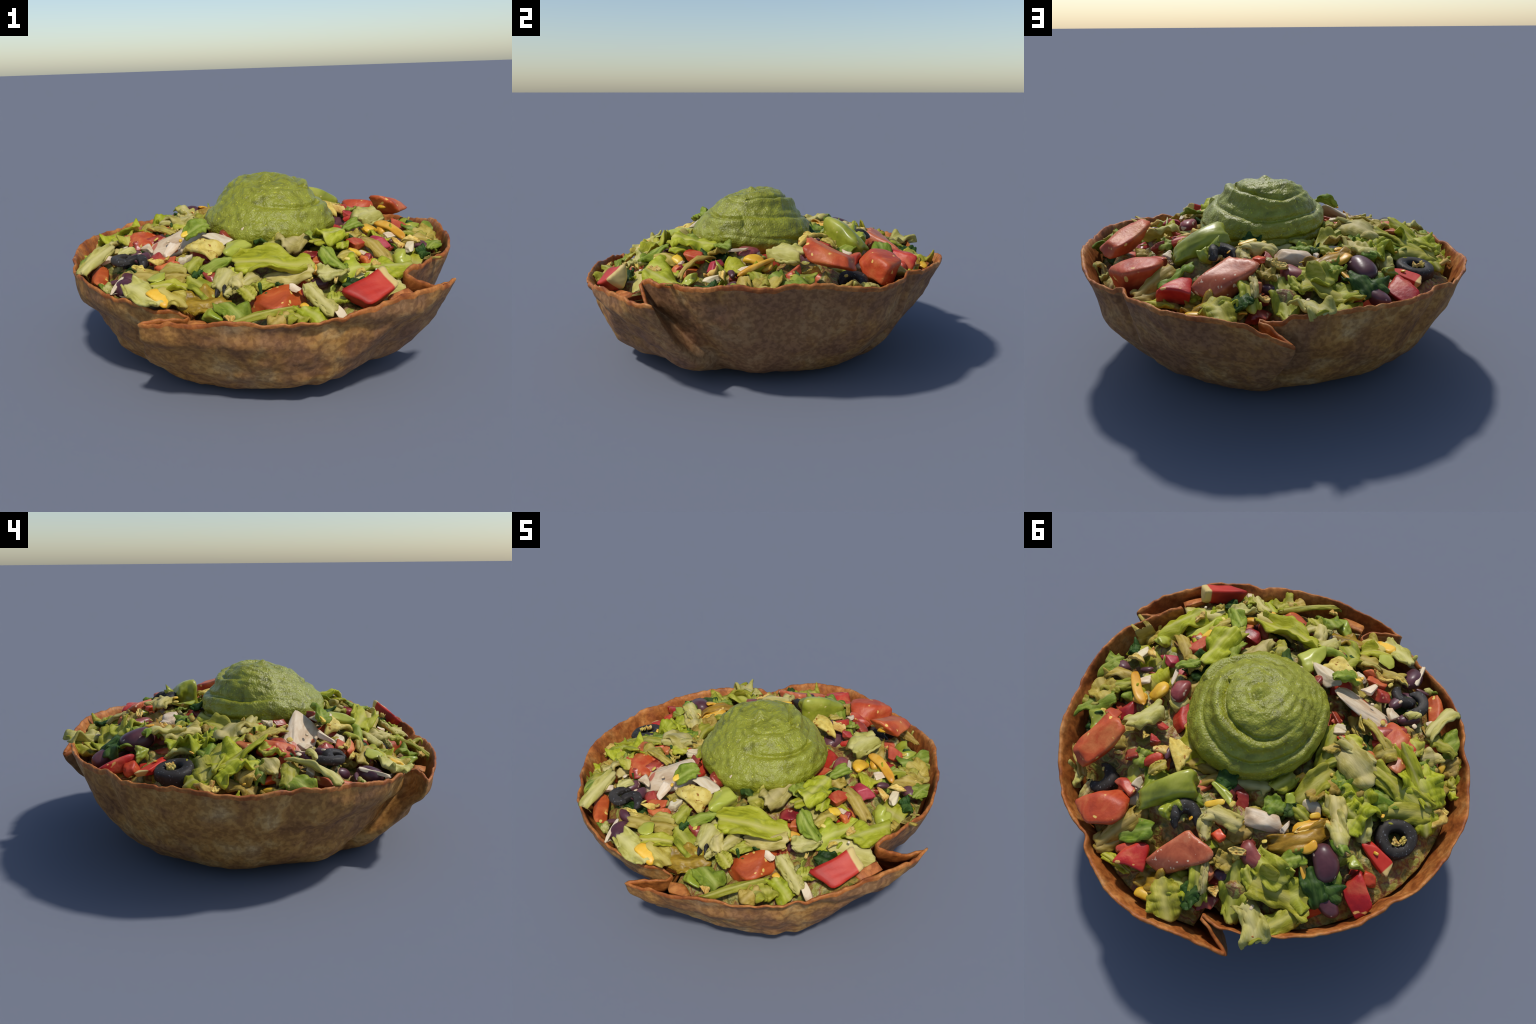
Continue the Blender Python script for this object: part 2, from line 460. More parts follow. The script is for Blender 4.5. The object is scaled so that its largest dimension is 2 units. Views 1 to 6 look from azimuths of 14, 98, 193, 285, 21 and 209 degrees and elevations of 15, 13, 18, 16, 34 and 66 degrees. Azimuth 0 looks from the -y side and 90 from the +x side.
# ------------------------------------------------------- what lies on the heap
# kind, centre (x, y, z), turn (degrees about x, y, z), length, width, thickness (0: by kind)
PIECES = [
    ("Ly", -0.932, -0.349, 0.467, 13, -17, -31, 0.132, 0.058, 0.000),
    ("Ly", -0.917, -0.241, 0.460, 28, -9, 18, 0.100, 0.058, 0.000),
    ("L", -0.754, -0.393, 0.547, 30, -22, 12, 0.141, 0.046, 0.000),
    ("car", -0.725, -0.318, 0.535, -4, -12, -60, 0.141, 0.074, 0.000),
    ("Lw", -0.701, -0.523, 0.550, 23, -22, 70, 0.242, 0.040, 0.000),
    ("T", -0.647, -0.594, 0.495, -6, 12, -65, 0.248, 0.075, 0.000),
    ("chk", -0.675, -0.472, 0.557, 29, -22, 7, 0.073, 0.040, 0.000),
    ("L", -0.809, -0.483, 0.482, 27, -2, 25, 0.044, 0.028, 0.000),
    ("Lo", -0.771, -0.217, 0.549, 16, -22, -32, 0.116, 0.066, 0.000),
    ("chip", -0.882, -0.111, 0.505, 17, -14, -26, 0.066, 0.030, 0.000),
    ("Ly", -0.744, -0.126, 0.571, 8, -17, -45, 0.183, 0.129, 0.000),
    ("L", -0.617, -0.070, 0.605, 23, -18, -21, 0.193, 0.038, 0.000),
    ("Lg", -0.622, 0.010, 0.587, 30, -14, 11, 0.150, 0.039, 0.000),
    ("B", -0.588, 0.529, 0.555, 15, -12, -40, 0.205, 0.106, 0.000),
    ("Lw", -0.473, 0.203, 0.631, 4, 3, -55, 0.167, 0.059, 0.000),
    ("Lg", -0.584, 0.436, 0.584, 5, -18, -56, 0.111, 0.029, 0.000),
    ("chs", -0.385, 0.282, 0.627, 29, -3, 41, 0.176, 0.059, 0.000),
    ("chs", -0.476, 0.501, 0.586, 10, -18, -51, 0.133, 0.034, 0.000),
    ("Ly", -0.530, 0.144, 0.600, 18, 0, 85, 0.150, 0.098, 0.000),
    ("Lg", -0.410, 0.044, 0.619, 28, 17, 9, 0.059, 0.057, 0.000),
    ("Lo", -0.343, 0.110, 0.629, 27, -7, 54, 0.127, 0.086, 0.000),
    ("L", -0.459, 0.726, 0.518, 27, -2, 55, 0.219, 0.060, 0.000),
    ("Lw", -0.413, -0.114, 0.668, 26, -10, -5, 0.162, 0.034, 0.000),
    ("T", -0.546, -0.278, 0.614, -13, 8, -83, 0.165, 0.122, 0.000),
    ("To", -0.484, -0.149, 0.630, 24, -6, -9, 0.084, 0.051, 0.000),
    ("Lo", -0.473, -0.243, 0.653, 15, -5, -31, 0.172, 0.022, 0.000),
    ("L", -0.637, -0.292, 0.614, 2, 12, -52, 0.096, 0.050, 0.000),
    ("Lg", -0.719, -0.222, 0.566, 5, -20, -49, 0.072, 0.038, 0.000),
    ("chip", -0.370, -0.258, 0.655, 5, -8, -51, 0.087, 0.022, 0.000),
    ("chk", -0.295, -0.174, 0.667, 29, 1, 19, 0.067, 0.036, 0.000),
    ("Td", -0.263, -0.231, 0.654, 16, 2, -30, 0.074, 0.053, 0.000),
    ("Lo", -0.308, -0.080, 0.656, 29, 5, 26, 0.072, 0.036, 0.000),
    ("Ly", -0.401, -0.145, 0.646, 17, -9, -30, 0.115, 0.055, 0.000),
    ("chk", -0.340, -0.375, 0.624, -42, 20, 180, 0.370, 0.160, 0.045),
    ("Lg", -0.212, -0.425, 0.705, 30, -22, 33, 0.114, 0.054, 0.000),
    ("chs", -0.257, -0.445, 0.684, 28, -22, 44, 0.049, 0.029, 0.000),
    ("chk", -0.105, -0.420, 0.674, 17, 11, -25, 0.168, 0.079, 0.050),
    ("chk", -0.323, -0.483, 0.619, -18, 22, -100, 0.112, 0.059, 0.040),
    ("chk", -0.250, -0.533, 0.588, 21, -4, -12, 0.081, 0.071, 0.050),
    ("chip3", -0.175, -0.491, 0.631, 21, -3, -13, 0.199, 0.132, 0.000),
    ("B", -0.547, -0.450, 0.572, 28, -12, 39, 0.123, 0.075, 0.000),
    ("B", -0.460, -0.498, 0.584, 25, -5, 58, 0.103, 0.069, 0.000),
    ("chk", -0.477, -0.404, 0.607, 14, -5, -31, 0.095, 0.057, 0.000),
    ("Td", -0.388, -0.501, 0.581, 28, -12, 29, 0.098, 0.068, 0.000),
    ("T", -0.334, -0.552, 0.572, 27, -12, 18, 0.111, 0.059, 0.000),
    ("chip", -0.343, -0.581, 0.588, 24, -9, -2, 0.110, 0.033, 0.000),
    ("olv", -0.483, -0.560, 0.558, 20, -4, -10, 0.135, 0.060, 0.000),
    ("Lw", -0.564, -0.456, 0.589, 29, -19, 39, 0.074, 0.026, 0.000),
    ("Td", -0.065, -0.323, 0.659, 17, 9, 84, 0.131, 0.084, 0.000),
    ("chk", -0.009, -0.357, 0.694, 11, -17, -48, 0.061, 0.033, 0.000),
    ("grn", 0.013, -0.489, 0.646, 24, -12, 54, 0.184, 0.109, 0.000),
    ("Ld", 0.093, -0.370, 0.648, 7, 3, -54, 0.152, 0.049, 0.000),
    ("Lw", 0.544, 0.190, 0.657, 21, -3, 57, 0.165, 0.086, 0.000),
    ("chs", 0.683, 0.059, 0.627, 16, 12, -45, 0.233, 0.050, 0.000),
    ("Br", 0.481, -0.013, 0.658, 7, 5, 91, 0.126, 0.100, 0.000),
    ("chk", 0.531, -0.056, 0.666, -1, 3, -79, 0.106, 0.023, 0.020),
    ("Lg", 0.501, -0.139, 0.678, 23, -7, 49, 0.101, 0.033, 0.000),
    ("chs", 0.568, 0.032, 0.630, 15, 9, 74, 0.115, 0.066, 0.000),
    ("chs", 0.642, 0.098, 0.608, 28, 5, 19, 0.070, 0.067, 0.000),
    ("chk", 0.685, 0.002, 0.605, 24, 5, 47, 0.100, 0.052, 0.000),
    ("T", 0.444, 0.185, 0.649, 29, -10, 16, 0.095, 0.054, 0.000),
    ("chip", 0.378, 0.300, 0.670, 30, 22, 0, 0.095, 0.056, 0.000),
    ("Tp", 0.437, 0.267, 0.648, 29, -4, 2, 0.061, 0.035, 0.000),
    ("Td", 0.497, 0.380, 0.640, 30, 11, 22, 0.077, 0.057, 0.000),
    ("chip", 0.484, 0.271, 0.657, 21, -15, -42, 0.036, 0.032, 0.000),
    ("olv", 0.617, 0.515, 0.533, 13, 12, 79, 0.146, 0.103, 0.000),
    ("grn", 0.740, 0.287, 0.593, 13, -1, -57, 0.144, 0.088, 0.000),
    ("To", 0.717, 0.219, 0.600, 27, -3, -13, 0.101, 0.077, 0.000),
    ("Lo", 0.740, 0.495, 0.550, 22, -4, -38, 0.139, 0.022, 0.000),
    ("Lg", 0.845, 0.218, 0.572, 24, 8, 45, 0.170, 0.073, 0.000),
    ("L", 0.809, 0.096, 0.572, 30, 22, 11, 0.091, 0.040, 0.000),
    ("Lo", 0.828, 0.021, 0.570, 28, 11, 18, 0.144, 0.037, 0.000),
    ("B", 0.841, -0.040, 0.570, 24, 12, -21, 0.081, 0.069, 0.000),
    ("B", 0.713, -0.062, 0.591, 28, 10, 26, 0.071, 0.038, 0.000),
    ("chip", 0.731, -0.151, 0.597, 18, 22, -39, 0.087, 0.038, 0.000),
    ("chip", 0.787, -0.089, 0.599, 27, 6, 5, 0.096, 0.030, 0.000),
    ("chk", 0.783, -0.144, 0.583, -6, 17, -95, 0.091, 0.042, 0.000),
    ("Lg", 0.908, -0.003, 0.554, 15, 5, 65, 0.153, 0.043, 0.000),
    ("Ld", 0.848, -0.148, 0.551, 25, 4, 31, 0.048, 0.055, 0.000),
    ("Tm", 0.612, -0.161, 0.624, 16, 5, -44, 0.116, 0.079, 0.000),
    ("T", 0.536, -0.281, 0.629, 20, 5, 62, 0.123, 0.065, 0.000),
    ("Lo", 0.615, -0.266, 0.606, 15, 22, -43, 0.183, 0.035, 0.000),
    ("Ly", 0.424, -0.311, 0.671, 14, 7, 78, 0.202, 0.089, 0.000),
    ("Lg", 0.360, -0.300, 0.654, 10, 9, 89, 0.126, 0.049, 0.000),
    ("Lo", 0.489, -0.181, 0.639, 13, 16, -48, 0.086, 0.050, 0.000),
    ("Lw", 0.256, -0.366, 0.652, 16, -5, 74, 0.191, 0.073, 0.000),
    ("L", 0.175, -0.437, 0.638, 26, -1, 35, 0.083, 0.065, 0.000),
    ("Ly", 0.428, -0.361, 0.645, 24, 10, 49, 0.188, 0.044, 0.000),
    ("Ly", 0.485, -0.360, 0.639, 4, 4, 98, 0.112, 0.032, 0.000),
    ("grn", 0.736, -0.273, 0.564, 22, 12, -23, 0.144, 0.070, 0.000),
    ("Td", 0.341, -0.478, 0.614, 26, -9, 2, 0.109, 0.059, 0.000),
    ("T", 0.391, -0.506, 0.597, 25, -2, -1, 0.066, 0.063, 0.000),
    ("Lg", 0.451, -0.525, 0.609, 12, 22, -44, 0.138, 0.051, 0.000),
    ("Lw", 0.471, -0.603, 0.571, 24, 0, 34, 0.120, 0.050, 0.000),
    ("chs", 0.404, -0.576, 0.576, 25, 9, 10, 0.075, 0.047, 0.030),
    ("Ly", 0.574, -0.462, 0.548, 20, 2, 54, 0.214, 0.099, 0.000),
    ("Ly", 0.731, -0.412, 0.538, 21, 6, 51, 0.223, 0.092, 0.000),
    ("Lo", 0.514, -0.430, 0.604, 21, 9, 59, 0.125, 0.036, 0.000),
    ("chs", 0.542, -0.371, 0.605, 24, 18, 56, 0.071, 0.048, 0.000),
    ("Td", 0.588, -0.339, 0.582, 24, 12, -11, 0.065, 0.049, 0.000),
    ("chk", 0.572, -0.351, 0.602, 24, 22, -11, 0.051, 0.030, 0.000),
    ("chip", 0.586, -0.571, 0.574, 23, -8, 34, 0.052, 0.023, 0.000),
    ("chip", 0.645, -0.464, 0.577, 14, 7, 73, 0.075, 0.031, 0.000),
    ("Lw", 0.736, -0.514, 0.492, 25, 14, 20, 0.317, 0.075, 0.000),
    ("pep", 0.660, -0.685, 0.545, 21, -15, 43, 0.280, 0.130, 0.125),
    ("tor", 0.885, -0.450, 0.464, 25, 0, 8, 0.240, 0.070, 0.060),
    ("tor", 0.830, -0.545, 0.459, 19, 0, 48, 0.300, 0.130, 0.035),
    ("tor", -0.100, -0.910, 0.403, 21, 0, -1, 0.300, 0.090, 0.035),
    ("tor", -0.200, -0.915, 0.401, 23, 0, 13, 0.170, 0.050, 0.050),
    ("grn", 0.480, -0.669, 0.535, 18, -12, 58, 0.122, 0.076, 0.000),
    ("chip", 0.492, -0.670, 0.558, 11, -18, 79, 0.033, 0.015, 0.000),
    ("Ld", 0.576, -0.635, 0.515, 25, 21, 11, 0.090, 0.054, 0.000),
    ("L", 0.507, -0.718, 0.491, 23, 5, 32, 0.070, 0.042, 0.000),
    ("Lw", 0.435, -0.735, 0.489, 12, 22, -39, 0.164, 0.042, 0.000),
    ("chk", 0.528, -0.781, 0.456, 10, 22, -47, 0.121, 0.045, 0.030),
    ("Ly", 0.407, -0.780, 0.431, 13, 18, -35, 0.119, 0.065, 0.000),
    ("chs", 0.369, -0.740, 0.459, 16, 19, -28, 0.038, 0.029, 0.000),
    ("L", 0.339, -0.831, 0.440, 22, 11, 47, 0.093, 0.068, 0.000),
    ("T", 0.239, -0.737, 0.491, 24, -10, 26, 0.259, 0.135, 0.000),
    ("chk", 0.317, -0.682, 0.519, 17, 10, -23, 0.068, 0.035, 0.020),
    ("chip", 0.364, -0.641, 0.553, 22, 1, -10, 0.048, 0.027, 0.000),
    ("Ly", 0.194, -0.588, 0.602, 24, 0, 0, 0.309, 0.082, 0.000),
    ("Ly", 0.051, -0.611, 0.554, 28, -21, 18, 0.101, 0.036, 0.000),
    ("Lw", 0.048, -0.689, 0.539, 1, 0, -62, 0.102, 0.039, 0.000),
    ("Lw", 0.116, -0.679, 0.538, 21, -6, 58, 0.135, 0.029, 0.000),
    ("Lw", 0.278, -0.623, 0.549, 25, -12, 2, 0.198, 0.055, 0.000),
    ("L", 0.171, -0.674, 0.522, 24, 3, 38, 0.105, 0.035, 0.000),
    ("Lw", 0.000, -0.641, 0.537, 17, -22, 76, 0.131, 0.064, 0.000),
    ("L", 0.122, -0.760, 0.514, 13, 22, -32, 0.072, 0.037, 0.000),
    ("Lw", 0.040, -0.737, 0.506, 24, -22, 46, 0.050, 0.020, 0.000),
    ("Lg", -0.068, -0.599, 0.577, 28, -22, 18, 0.135, 0.038, 0.000),
    ("Ld", -0.142, -0.621, 0.547, 25, -18, 48, 0.052, 0.024, 0.000),
    ("L", -0.168, -0.588, 0.580, 20, -22, 70, 0.082, 0.037, 0.000),
    ("L", -0.119, -0.685, 0.504, 10, 19, -35, 0.211, 0.061, 0.000),
    ("Lo", -0.311, -0.651, 0.529, 23, -2, 0, 0.208, 0.058, 0.000),
    ("Ly", -0.245, -0.736, 0.518, 25, 4, 18, 0.140, 0.049, 0.000),
    ("grn", -0.318, -0.707, 0.544, 20, -12, -13, 0.094, 0.066, 0.030),
    ("B", -0.464, -0.707, 0.514, 18, -9, 84, 0.130, 0.105, 0.000),
    ("chk", -0.494, -0.729, 0.509, 14, -12, 94, 0.160, 0.025, 0.020),
    ("chk", -0.419, -0.816, 0.481, 18, -6, -14, 0.133, 0.041, 0.030),
    ("Lw", -0.337, -0.808, 0.496, 13, 16, -24, 0.178, 0.069, 0.000),
    ("chs", -0.257, -0.811, 0.493, 15, 22, -18, 0.131, 0.064, 0.030),
    ("Lo", -0.209, -0.801, 0.480, 16, 22, -16, 0.135, 0.068, 0.000),
    ("amb", -0.069, -0.773, 0.458, 24, -8, 11, 0.182, 0.080, 0.000),
    ("grn", -0.002, -0.852, 0.448, 16, -12, 77, 0.080, 0.086, 0.000),
    ("Lg", 0.078, -0.830, 0.450, 13, 20, -29, 0.110, 0.070, 0.000),
    ("chip", 0.089, -0.906, 0.446, 13, 21, -28, 0.062, 0.034, 0.000),
    ("L", 0.205, -0.872, 0.450, 23, -5, 37, 0.301, 0.021, 0.000),
    ("Lo", 0.288, -0.868, 0.433, 18, -13, 60, 0.090, 0.064, 0.000),
    ("Lg", -0.593, -0.701, 0.465, 24, 3, 14, 0.056, 0.032, 0.000),
    ("Lw", -0.566, -0.685, 0.470, 24, 2, 10, 0.035, 0.030, 0.000),
    ("B", -0.543, -0.652, 0.499, 25, -12, 7, 0.078, 0.028, 0.000),
    ("chip", -0.427, -0.621, 0.559, 19, 12, -8, 0.091, 0.021, 0.000),
    ("Td", -0.063, -0.618, 0.541, 26, -12, 34, 0.092, 0.065, 0.000),
    ("olv", -0.009, -0.726, 0.492, 23, -12, -5, 0.054, 0.052, 0.000),  # small black lump low at the front of the heap
    ("Lo", -0.253, -0.627, 0.562, 25, -3, 7, 0.104, 0.027, 0.000),
    ("T", -0.307, -0.592, 0.567, 24, -11, -1, 0.112, 0.042, 0.000),
    ("grn", 0.235, 0.485, 0.716, 11, -12, -150, 0.280, 0.120, 0.160),
    ("grn", 0.200, 0.560, 0.708, 11, -12, -150, 0.180, 0.090, 0.150),
    ("T", 0.480, 0.665, 0.626, 11, -12, -150, 0.220, 0.140, 0.160),
    ("T", 0.651, 0.428, 0.700, 14, -12, -104, 0.268, 0.129, 0.140),
    ("chs", 0.619, 0.337, 0.685, 14, -3, -107, 0.065, 0.052, 0.000),
    ("Lw", 0.738, 0.595, 0.513, 14, -12, -120, 0.111, 0.063, 0.000),
    ("chip", 0.288, 0.272, 0.679, 0, -13, 138, 0.209, 0.089, 0.000),
    ("Lo", 0.873, -0.291, 0.517, 18, 7, -118, 0.113, 0.084, 0.000),
    ("Lo", 0.851, 0.129, 0.567, 0, -14, 147, 0.142, 0.080, 0.000),
    ("L", 0.775, 0.068, 0.579, 16, -20, -159, 0.128, 0.035, 0.000),
    ("L", 0.879, 0.222, 0.567, 9, -16, 177, 0.117, 0.030, 0.000),
    ("Lg", 0.916, -0.022, 0.555, 11, -8, 177, 0.140, 0.058, 0.000),
    ("Ld", 0.466, -0.195, 0.615, 10, -8, 165, 0.107, 0.087, 0.000),
    ("Ld", 0.750, 0.303, 0.547, 16, -20, -111, 0.095, 0.078, 0.000),
    ("T", 0.380, 0.362, 0.673, 12, -12, -158, 0.076, 0.063, 0.000),
    ("Lg", 0.447, 0.378, 0.648, 11, -9, -92, 0.070, 0.043, 0.000),
    ("B", 0.333, 0.299, 0.686, 10, 4, -86, 0.085, 0.034, 0.000),
    ("Lo", 0.342, 0.394, 0.673, 14, -22, -128, 0.076, 0.029, 0.000),
    ("chk", 0.395, 0.494, 0.636, 13, -17, -109, 0.070, 0.051, 0.000),
    ("Td", 0.550, 0.552, 0.515, 12, -12, -148, 0.176, 0.098, 0.000),
    ("To", 0.444, 0.520, 0.620, 4, -12, 165, 0.122, 0.051, 0.000),
    ("Lw", 0.620, 0.613, 0.519, 13, -16, -93, 0.099, 0.031, 0.000),
    ("olv", 0.092, 0.550, 0.674, 10, 9, -144, 0.135, 0.085, 0.000),
    ("Lw", 0.007, 0.529, 0.677, 4, -9, -69, 0.106, 0.038, 0.000),
    ("Lw", -0.046, 0.460, 0.691, 8, 5, -173, 0.139, 0.052, 0.000),
    ("chs", 0.017, 0.426, 0.702, 11, -9, -147, 0.094, 0.030, 0.000),
    ("chk", -0.201, 0.372, 0.647, 9, 8, -172, 0.201, 0.097, 0.090),
    ("grn", 0.042, 0.345, 0.685, 6, 3, 166, 0.240, 0.065, 0.000),
    ("Ld", 0.037, 0.297, 0.663, 10, 7, -174, 0.081, 0.066, 0.000),
    ("car", -0.067, 0.538, 0.665, 5, 4, 168, 0.075, 0.056, 0.000),
    ("Lo", 0.368, 0.711, 0.573, 12, -22, -120, 0.204, 0.068, 0.000),
    ("Lg", 0.288, 0.677, 0.604, 10, -22, -154, 0.161, 0.063, 0.000),
    ("Lo", 0.377, 0.777, 0.529, 11, -7, -131, 0.114, 0.036, 0.000),
    ("To", 0.303, 0.759, 0.564, 10, -12, -135, 0.118, 0.055, 0.100),
    ("T", 0.232, 0.768, 0.603, 5, 5, -173, 0.150, 0.120, 0.120),
    ("Ly", 0.309, 0.828, 0.523, 3, 0, 174, 0.128, 0.028, 0.000),
    ("Tp", 0.060, 0.690, 0.623, 10, -20, -135, 0.280, 0.140, 0.150),
    ("Ly", 0.167, 0.753, 0.536, 10, -22, -143, 0.065, 0.034, 0.000),
    ("grn", -0.037, 0.602, 0.641, 9, -12, -149, 0.092, 0.048, 0.000),
    ("chip", -0.169, 0.557, 0.649, 9, 17, -158, 0.082, 0.036, 0.000),
    ("Br", -0.229, 0.535, 0.620, 4, 11, 154, 0.149, 0.097, 0.000),
    ("L", -0.074, 0.733, 0.574, -3, 22, 120, 0.176, 0.047, 0.000),
    ("Lw", -0.090, 0.711, 0.605, -4, 17, 112, 0.126, 0.018, 0.000),
    ("Lo", -0.130, 0.618, 0.616, 5, 22, 173, 0.077, 0.048, 0.000),
    ("B", -0.146, 0.666, 0.583, 5, 12, 172, 0.069, 0.057, 0.000),
    ("To", -0.098, 0.685, 0.597, 0, 12, 137, 0.066, 0.040, 0.000),
    ("chip", -0.149, 0.742, 0.552, 8, 21, -146, 0.066, 0.049, 0.000),
    ("L", -0.222, 0.699, 0.540, -3, 22, 112, 0.241, 0.065, 0.000),
    ("L", -0.266, 0.631, 0.584, 2, 19, 145, 0.096, 0.034, 0.000),
    ("L", 0.027, 0.875, 0.533, -3, 11, 131, 0.157, 0.099, 0.000),
    ("chs", 0.127, 0.890, 0.522, 4, -6, -178, 0.087, 0.042, 0.000),
    ("amb", 0.140, 0.822, 0.525, 2, -10, 168, 0.104, 0.071, 0.000),
    ("Td", -0.134, 0.800, 0.500, 7, 3, -140, 0.126, 0.058, 0.000),
    ("chs", -0.073, 0.832, 0.520, 6, 2, -157, 0.040, 0.019, 0.000),
    ("Ld", -0.055, 0.805, 0.556, 8, -22, -118, 0.092, 0.065, 0.000),
    ("Lw", -0.365, 0.772, 0.548, 1, 4, 136, 0.178, 0.076, 0.000),
    ("Lcup", -0.406, 0.607, 0.536, 6, 14, -176, 0.282, 0.163, 0.000),
    ("L", -0.323, 0.558, 0.604, 6, 12, 170, 0.152, 0.088, 0.000),
    ("L", -0.471, 0.575, 0.534, 6, -7, -128, 0.133, 0.106, 0.000),
    ("Ld", -0.527, 0.522, 0.575, 3, 22, 133, 0.156, 0.061, 0.000),
    ("Ld", -0.604, 0.509, 0.556, 7, 22, 167, 0.092, 0.069, 0.000),
    ("B", -0.536, 0.406, 0.636, 4, 12, 133, 0.174, 0.136, 0.000),
    ("chs", -0.436, 0.396, 0.643, 8, -22, -128, 0.084, 0.040, 0.000),
    ("Lg", -0.540, 0.316, 0.644, 6, -14, 140, 0.090, 0.038, 0.000),
    ("Lg", -0.395, 0.466, 0.614, 8, -5, -140, 0.094, 0.056, 0.000),
    ("amb", -0.390, 0.365, 0.622, 8, -1, -135, 0.269, 0.057, 0.000),
    ("chip", -0.400, 0.300, 0.635, 9, 2, -134, 0.162, 0.045, 0.000),
    ("grn", -0.634, 0.340, 0.595, 7, 12, -129, 0.106, 0.085, 0.000),
    ("T", -0.727, 0.357, 0.525, 8, 12, -165, 0.070, 0.062, 0.000),
    ("T", -0.717, 0.465, 0.533, 5, 12, 140, 0.197, 0.098, 0.000),
    ("pep", -0.711, 0.248, 0.532, 9, 10, 161, 0.191, 0.084, 0.000),
    ("ring", -0.752, 0.133, 0.538, 9, 5, -147, 0.191, 0.190, 0.000),
    ("chip", -0.750, 0.159, 0.553, 6, -9, -124, 0.033, 0.042, 0.000),
    ("chip", -0.782, 0.135, 0.554, -1, -13, -88, 0.041, 0.029, 0.000),
    ("Ly", -0.706, -0.151, 0.602, 10, 21, 143, 0.273, 0.051, 0.000),
    ("L", -0.676, -0.060, 0.588, 12, 19, 175, 0.286, 0.064, 0.000),
    ("L", -0.733, 0.010, 0.551, 11, 10, -154, 0.206, 0.077, 0.000),
    ("Lg", -0.611, 0.006, 0.584, 10, 10, -139, 0.122, 0.080, 0.000),
    ("Ly", -0.830, -0.037, 0.519, 7, 14, 123, 0.157, 0.074, 0.000),
    ("chip", -0.889, -0.066, 0.507, 11, 20, -150, 0.098, 0.096, 0.000),
    ("Lw", -0.593, 0.166, 0.565, -2, -12, -69, 0.130, 0.040, 0.000),
    ("Lw", -0.504, 0.254, 0.643, 4, -10, 130, 0.154, 0.047, 0.000),
    ("Ly", -0.523, 0.154, 0.594, 10, 22, 166, 0.092, 0.075, 0.000),
    ("L", -0.446, 0.192, 0.621, 10, 14, -175, 0.074, 0.031, 0.000),
    ("Ly", -0.511, 0.037, 0.612, 9, 20, 148, 0.132, 0.059, 0.000),
    ("Ly", -0.469, 0.079, 0.608, 11, 8, 174, 0.131, 0.075, 0.000),
    ("Lg", -0.417, 0.033, 0.625, 7, -1, 144, 0.091, 0.046, 0.000),
    ("Lw", -0.441, -0.048, 0.651, 10, 9, 158, 0.214, 0.088, 0.000),
    ("L", -0.292, -0.089, 0.631, -3, 14, 95, 0.212, 0.060, 0.000),
    ("L", -0.332, -0.018, 0.624, 11, -20, -136, 0.124, 0.027, 0.000),
    ("L", -0.325, 0.104, 0.634, 7, 5, -109, 0.203, 0.067, 0.000),
    ("chs", -0.245, 0.108, 0.625, 9, 14, -114, 0.066, 0.038, 0.000),
    ("L", -0.194, 0.168, 0.633, 9, 5, -114, 0.111, 0.058, 0.000),
    ("grn", -0.259, 0.219, 0.634, 10, 4, -136, 0.073, 0.066, 0.000),
    ("Lg", -0.208, 0.289, 0.638, 10, 3, -175, 0.085, 0.053, 0.000),
    ("Ld", -0.277, 0.272, 0.634, 10, 2, -131, 0.066, 0.033, 0.000),
    ("L", -0.325, 0.265, 0.632, 8, 2, 162, 0.076, 0.037, 0.000),
    ("chk", -0.353, 0.205, 0.632, 10, 1, -172, 0.109, 0.070, 0.000),
    ("chs", -0.390, 0.246, 0.639, 10, 3, -143, 0.050, 0.026, 0.000),
    ("Ly", -0.412, 0.157, 0.630, 8, 5, -120, 0.064, 0.045, 0.000),
    ("chk", -0.301, 0.355, 0.642, 6, -2, -98, 0.068, 0.026, 0.000),
    ("Td", -0.512, -0.303, 0.611, 13, 7, -141, 0.164, 0.070, 0.000),
    ("T", -0.535, -0.248, 0.620, 13, -2, -151, 0.153, 0.056, 0.000),
    ("T", -0.596, -0.272, 0.623, 13, -6, 167, 0.110, 0.065, 0.000),
    ("Lo", -0.539, -0.190, 0.636, 10, -2, -132, 0.105, 0.051, 0.000),
    ("To", -0.522, -0.112, 0.632, 11, 4, -135, 0.090, 0.085, 0.000),
    ("To", -0.606, -0.155, 0.633, 11, 0, 156, 0.070, 0.064, 0.000),
    ("car", -0.326, -0.152, 0.660, 11, 2, 160, 0.037, 0.047, 0.000),
    ("chk", -0.295, -0.188, 0.665, 14, 0, -158, 0.062, 0.036, 0.000),
    ("To", -0.261, -0.218, 0.649, 14, -9, -178, 0.047, 0.035, 0.000),
    ("chip", -0.395, -0.195, 0.641, 9, 8, 145, 0.119, 0.021, 0.000),
    ("Lg", -0.792, -0.433, 0.513, 8, 22, -120, 0.139, 0.073, 0.000),
    ("Lo", -0.849, -0.348, 0.479, 11, 16, 137, 0.093, 0.077, 0.000),
    ("Lw", -0.730, -0.298, 0.567, 10, 22, -129, 0.096, 0.053, 0.000),
    ("Lg", -0.736, -0.245, 0.551, 13, 22, -147, 0.117, 0.037, 0.000),
    ("chs", -0.794, -0.310, 0.486, 0, -15, -90, 0.060, 0.032, 0.000),
    ("L", -0.868, -0.261, 0.463, 12, 4, 156, 0.052, 0.036, 0.000),
    ("Lo", -0.818, -0.188, 0.498, 2, 22, -99, 0.123, 0.062, 0.000),
    ("Ld", -0.756, -0.152, 0.542, 8, 16, 132, 0.066, 0.048, 0.000),
    ("L", -0.719, -0.149, 0.576, 12, 22, 155, 0.107, 0.028, 0.000),
    ("olv", -0.533, -0.521, 0.572, 2, 0, 105, 0.140, 0.050, 0.000),]

# smoothed height of the heap from the pieces that make it
_pc = np.array([p[1:4] for p in PIECES])
_px, _pz = _pc[:, :2], _pc[:, 2]


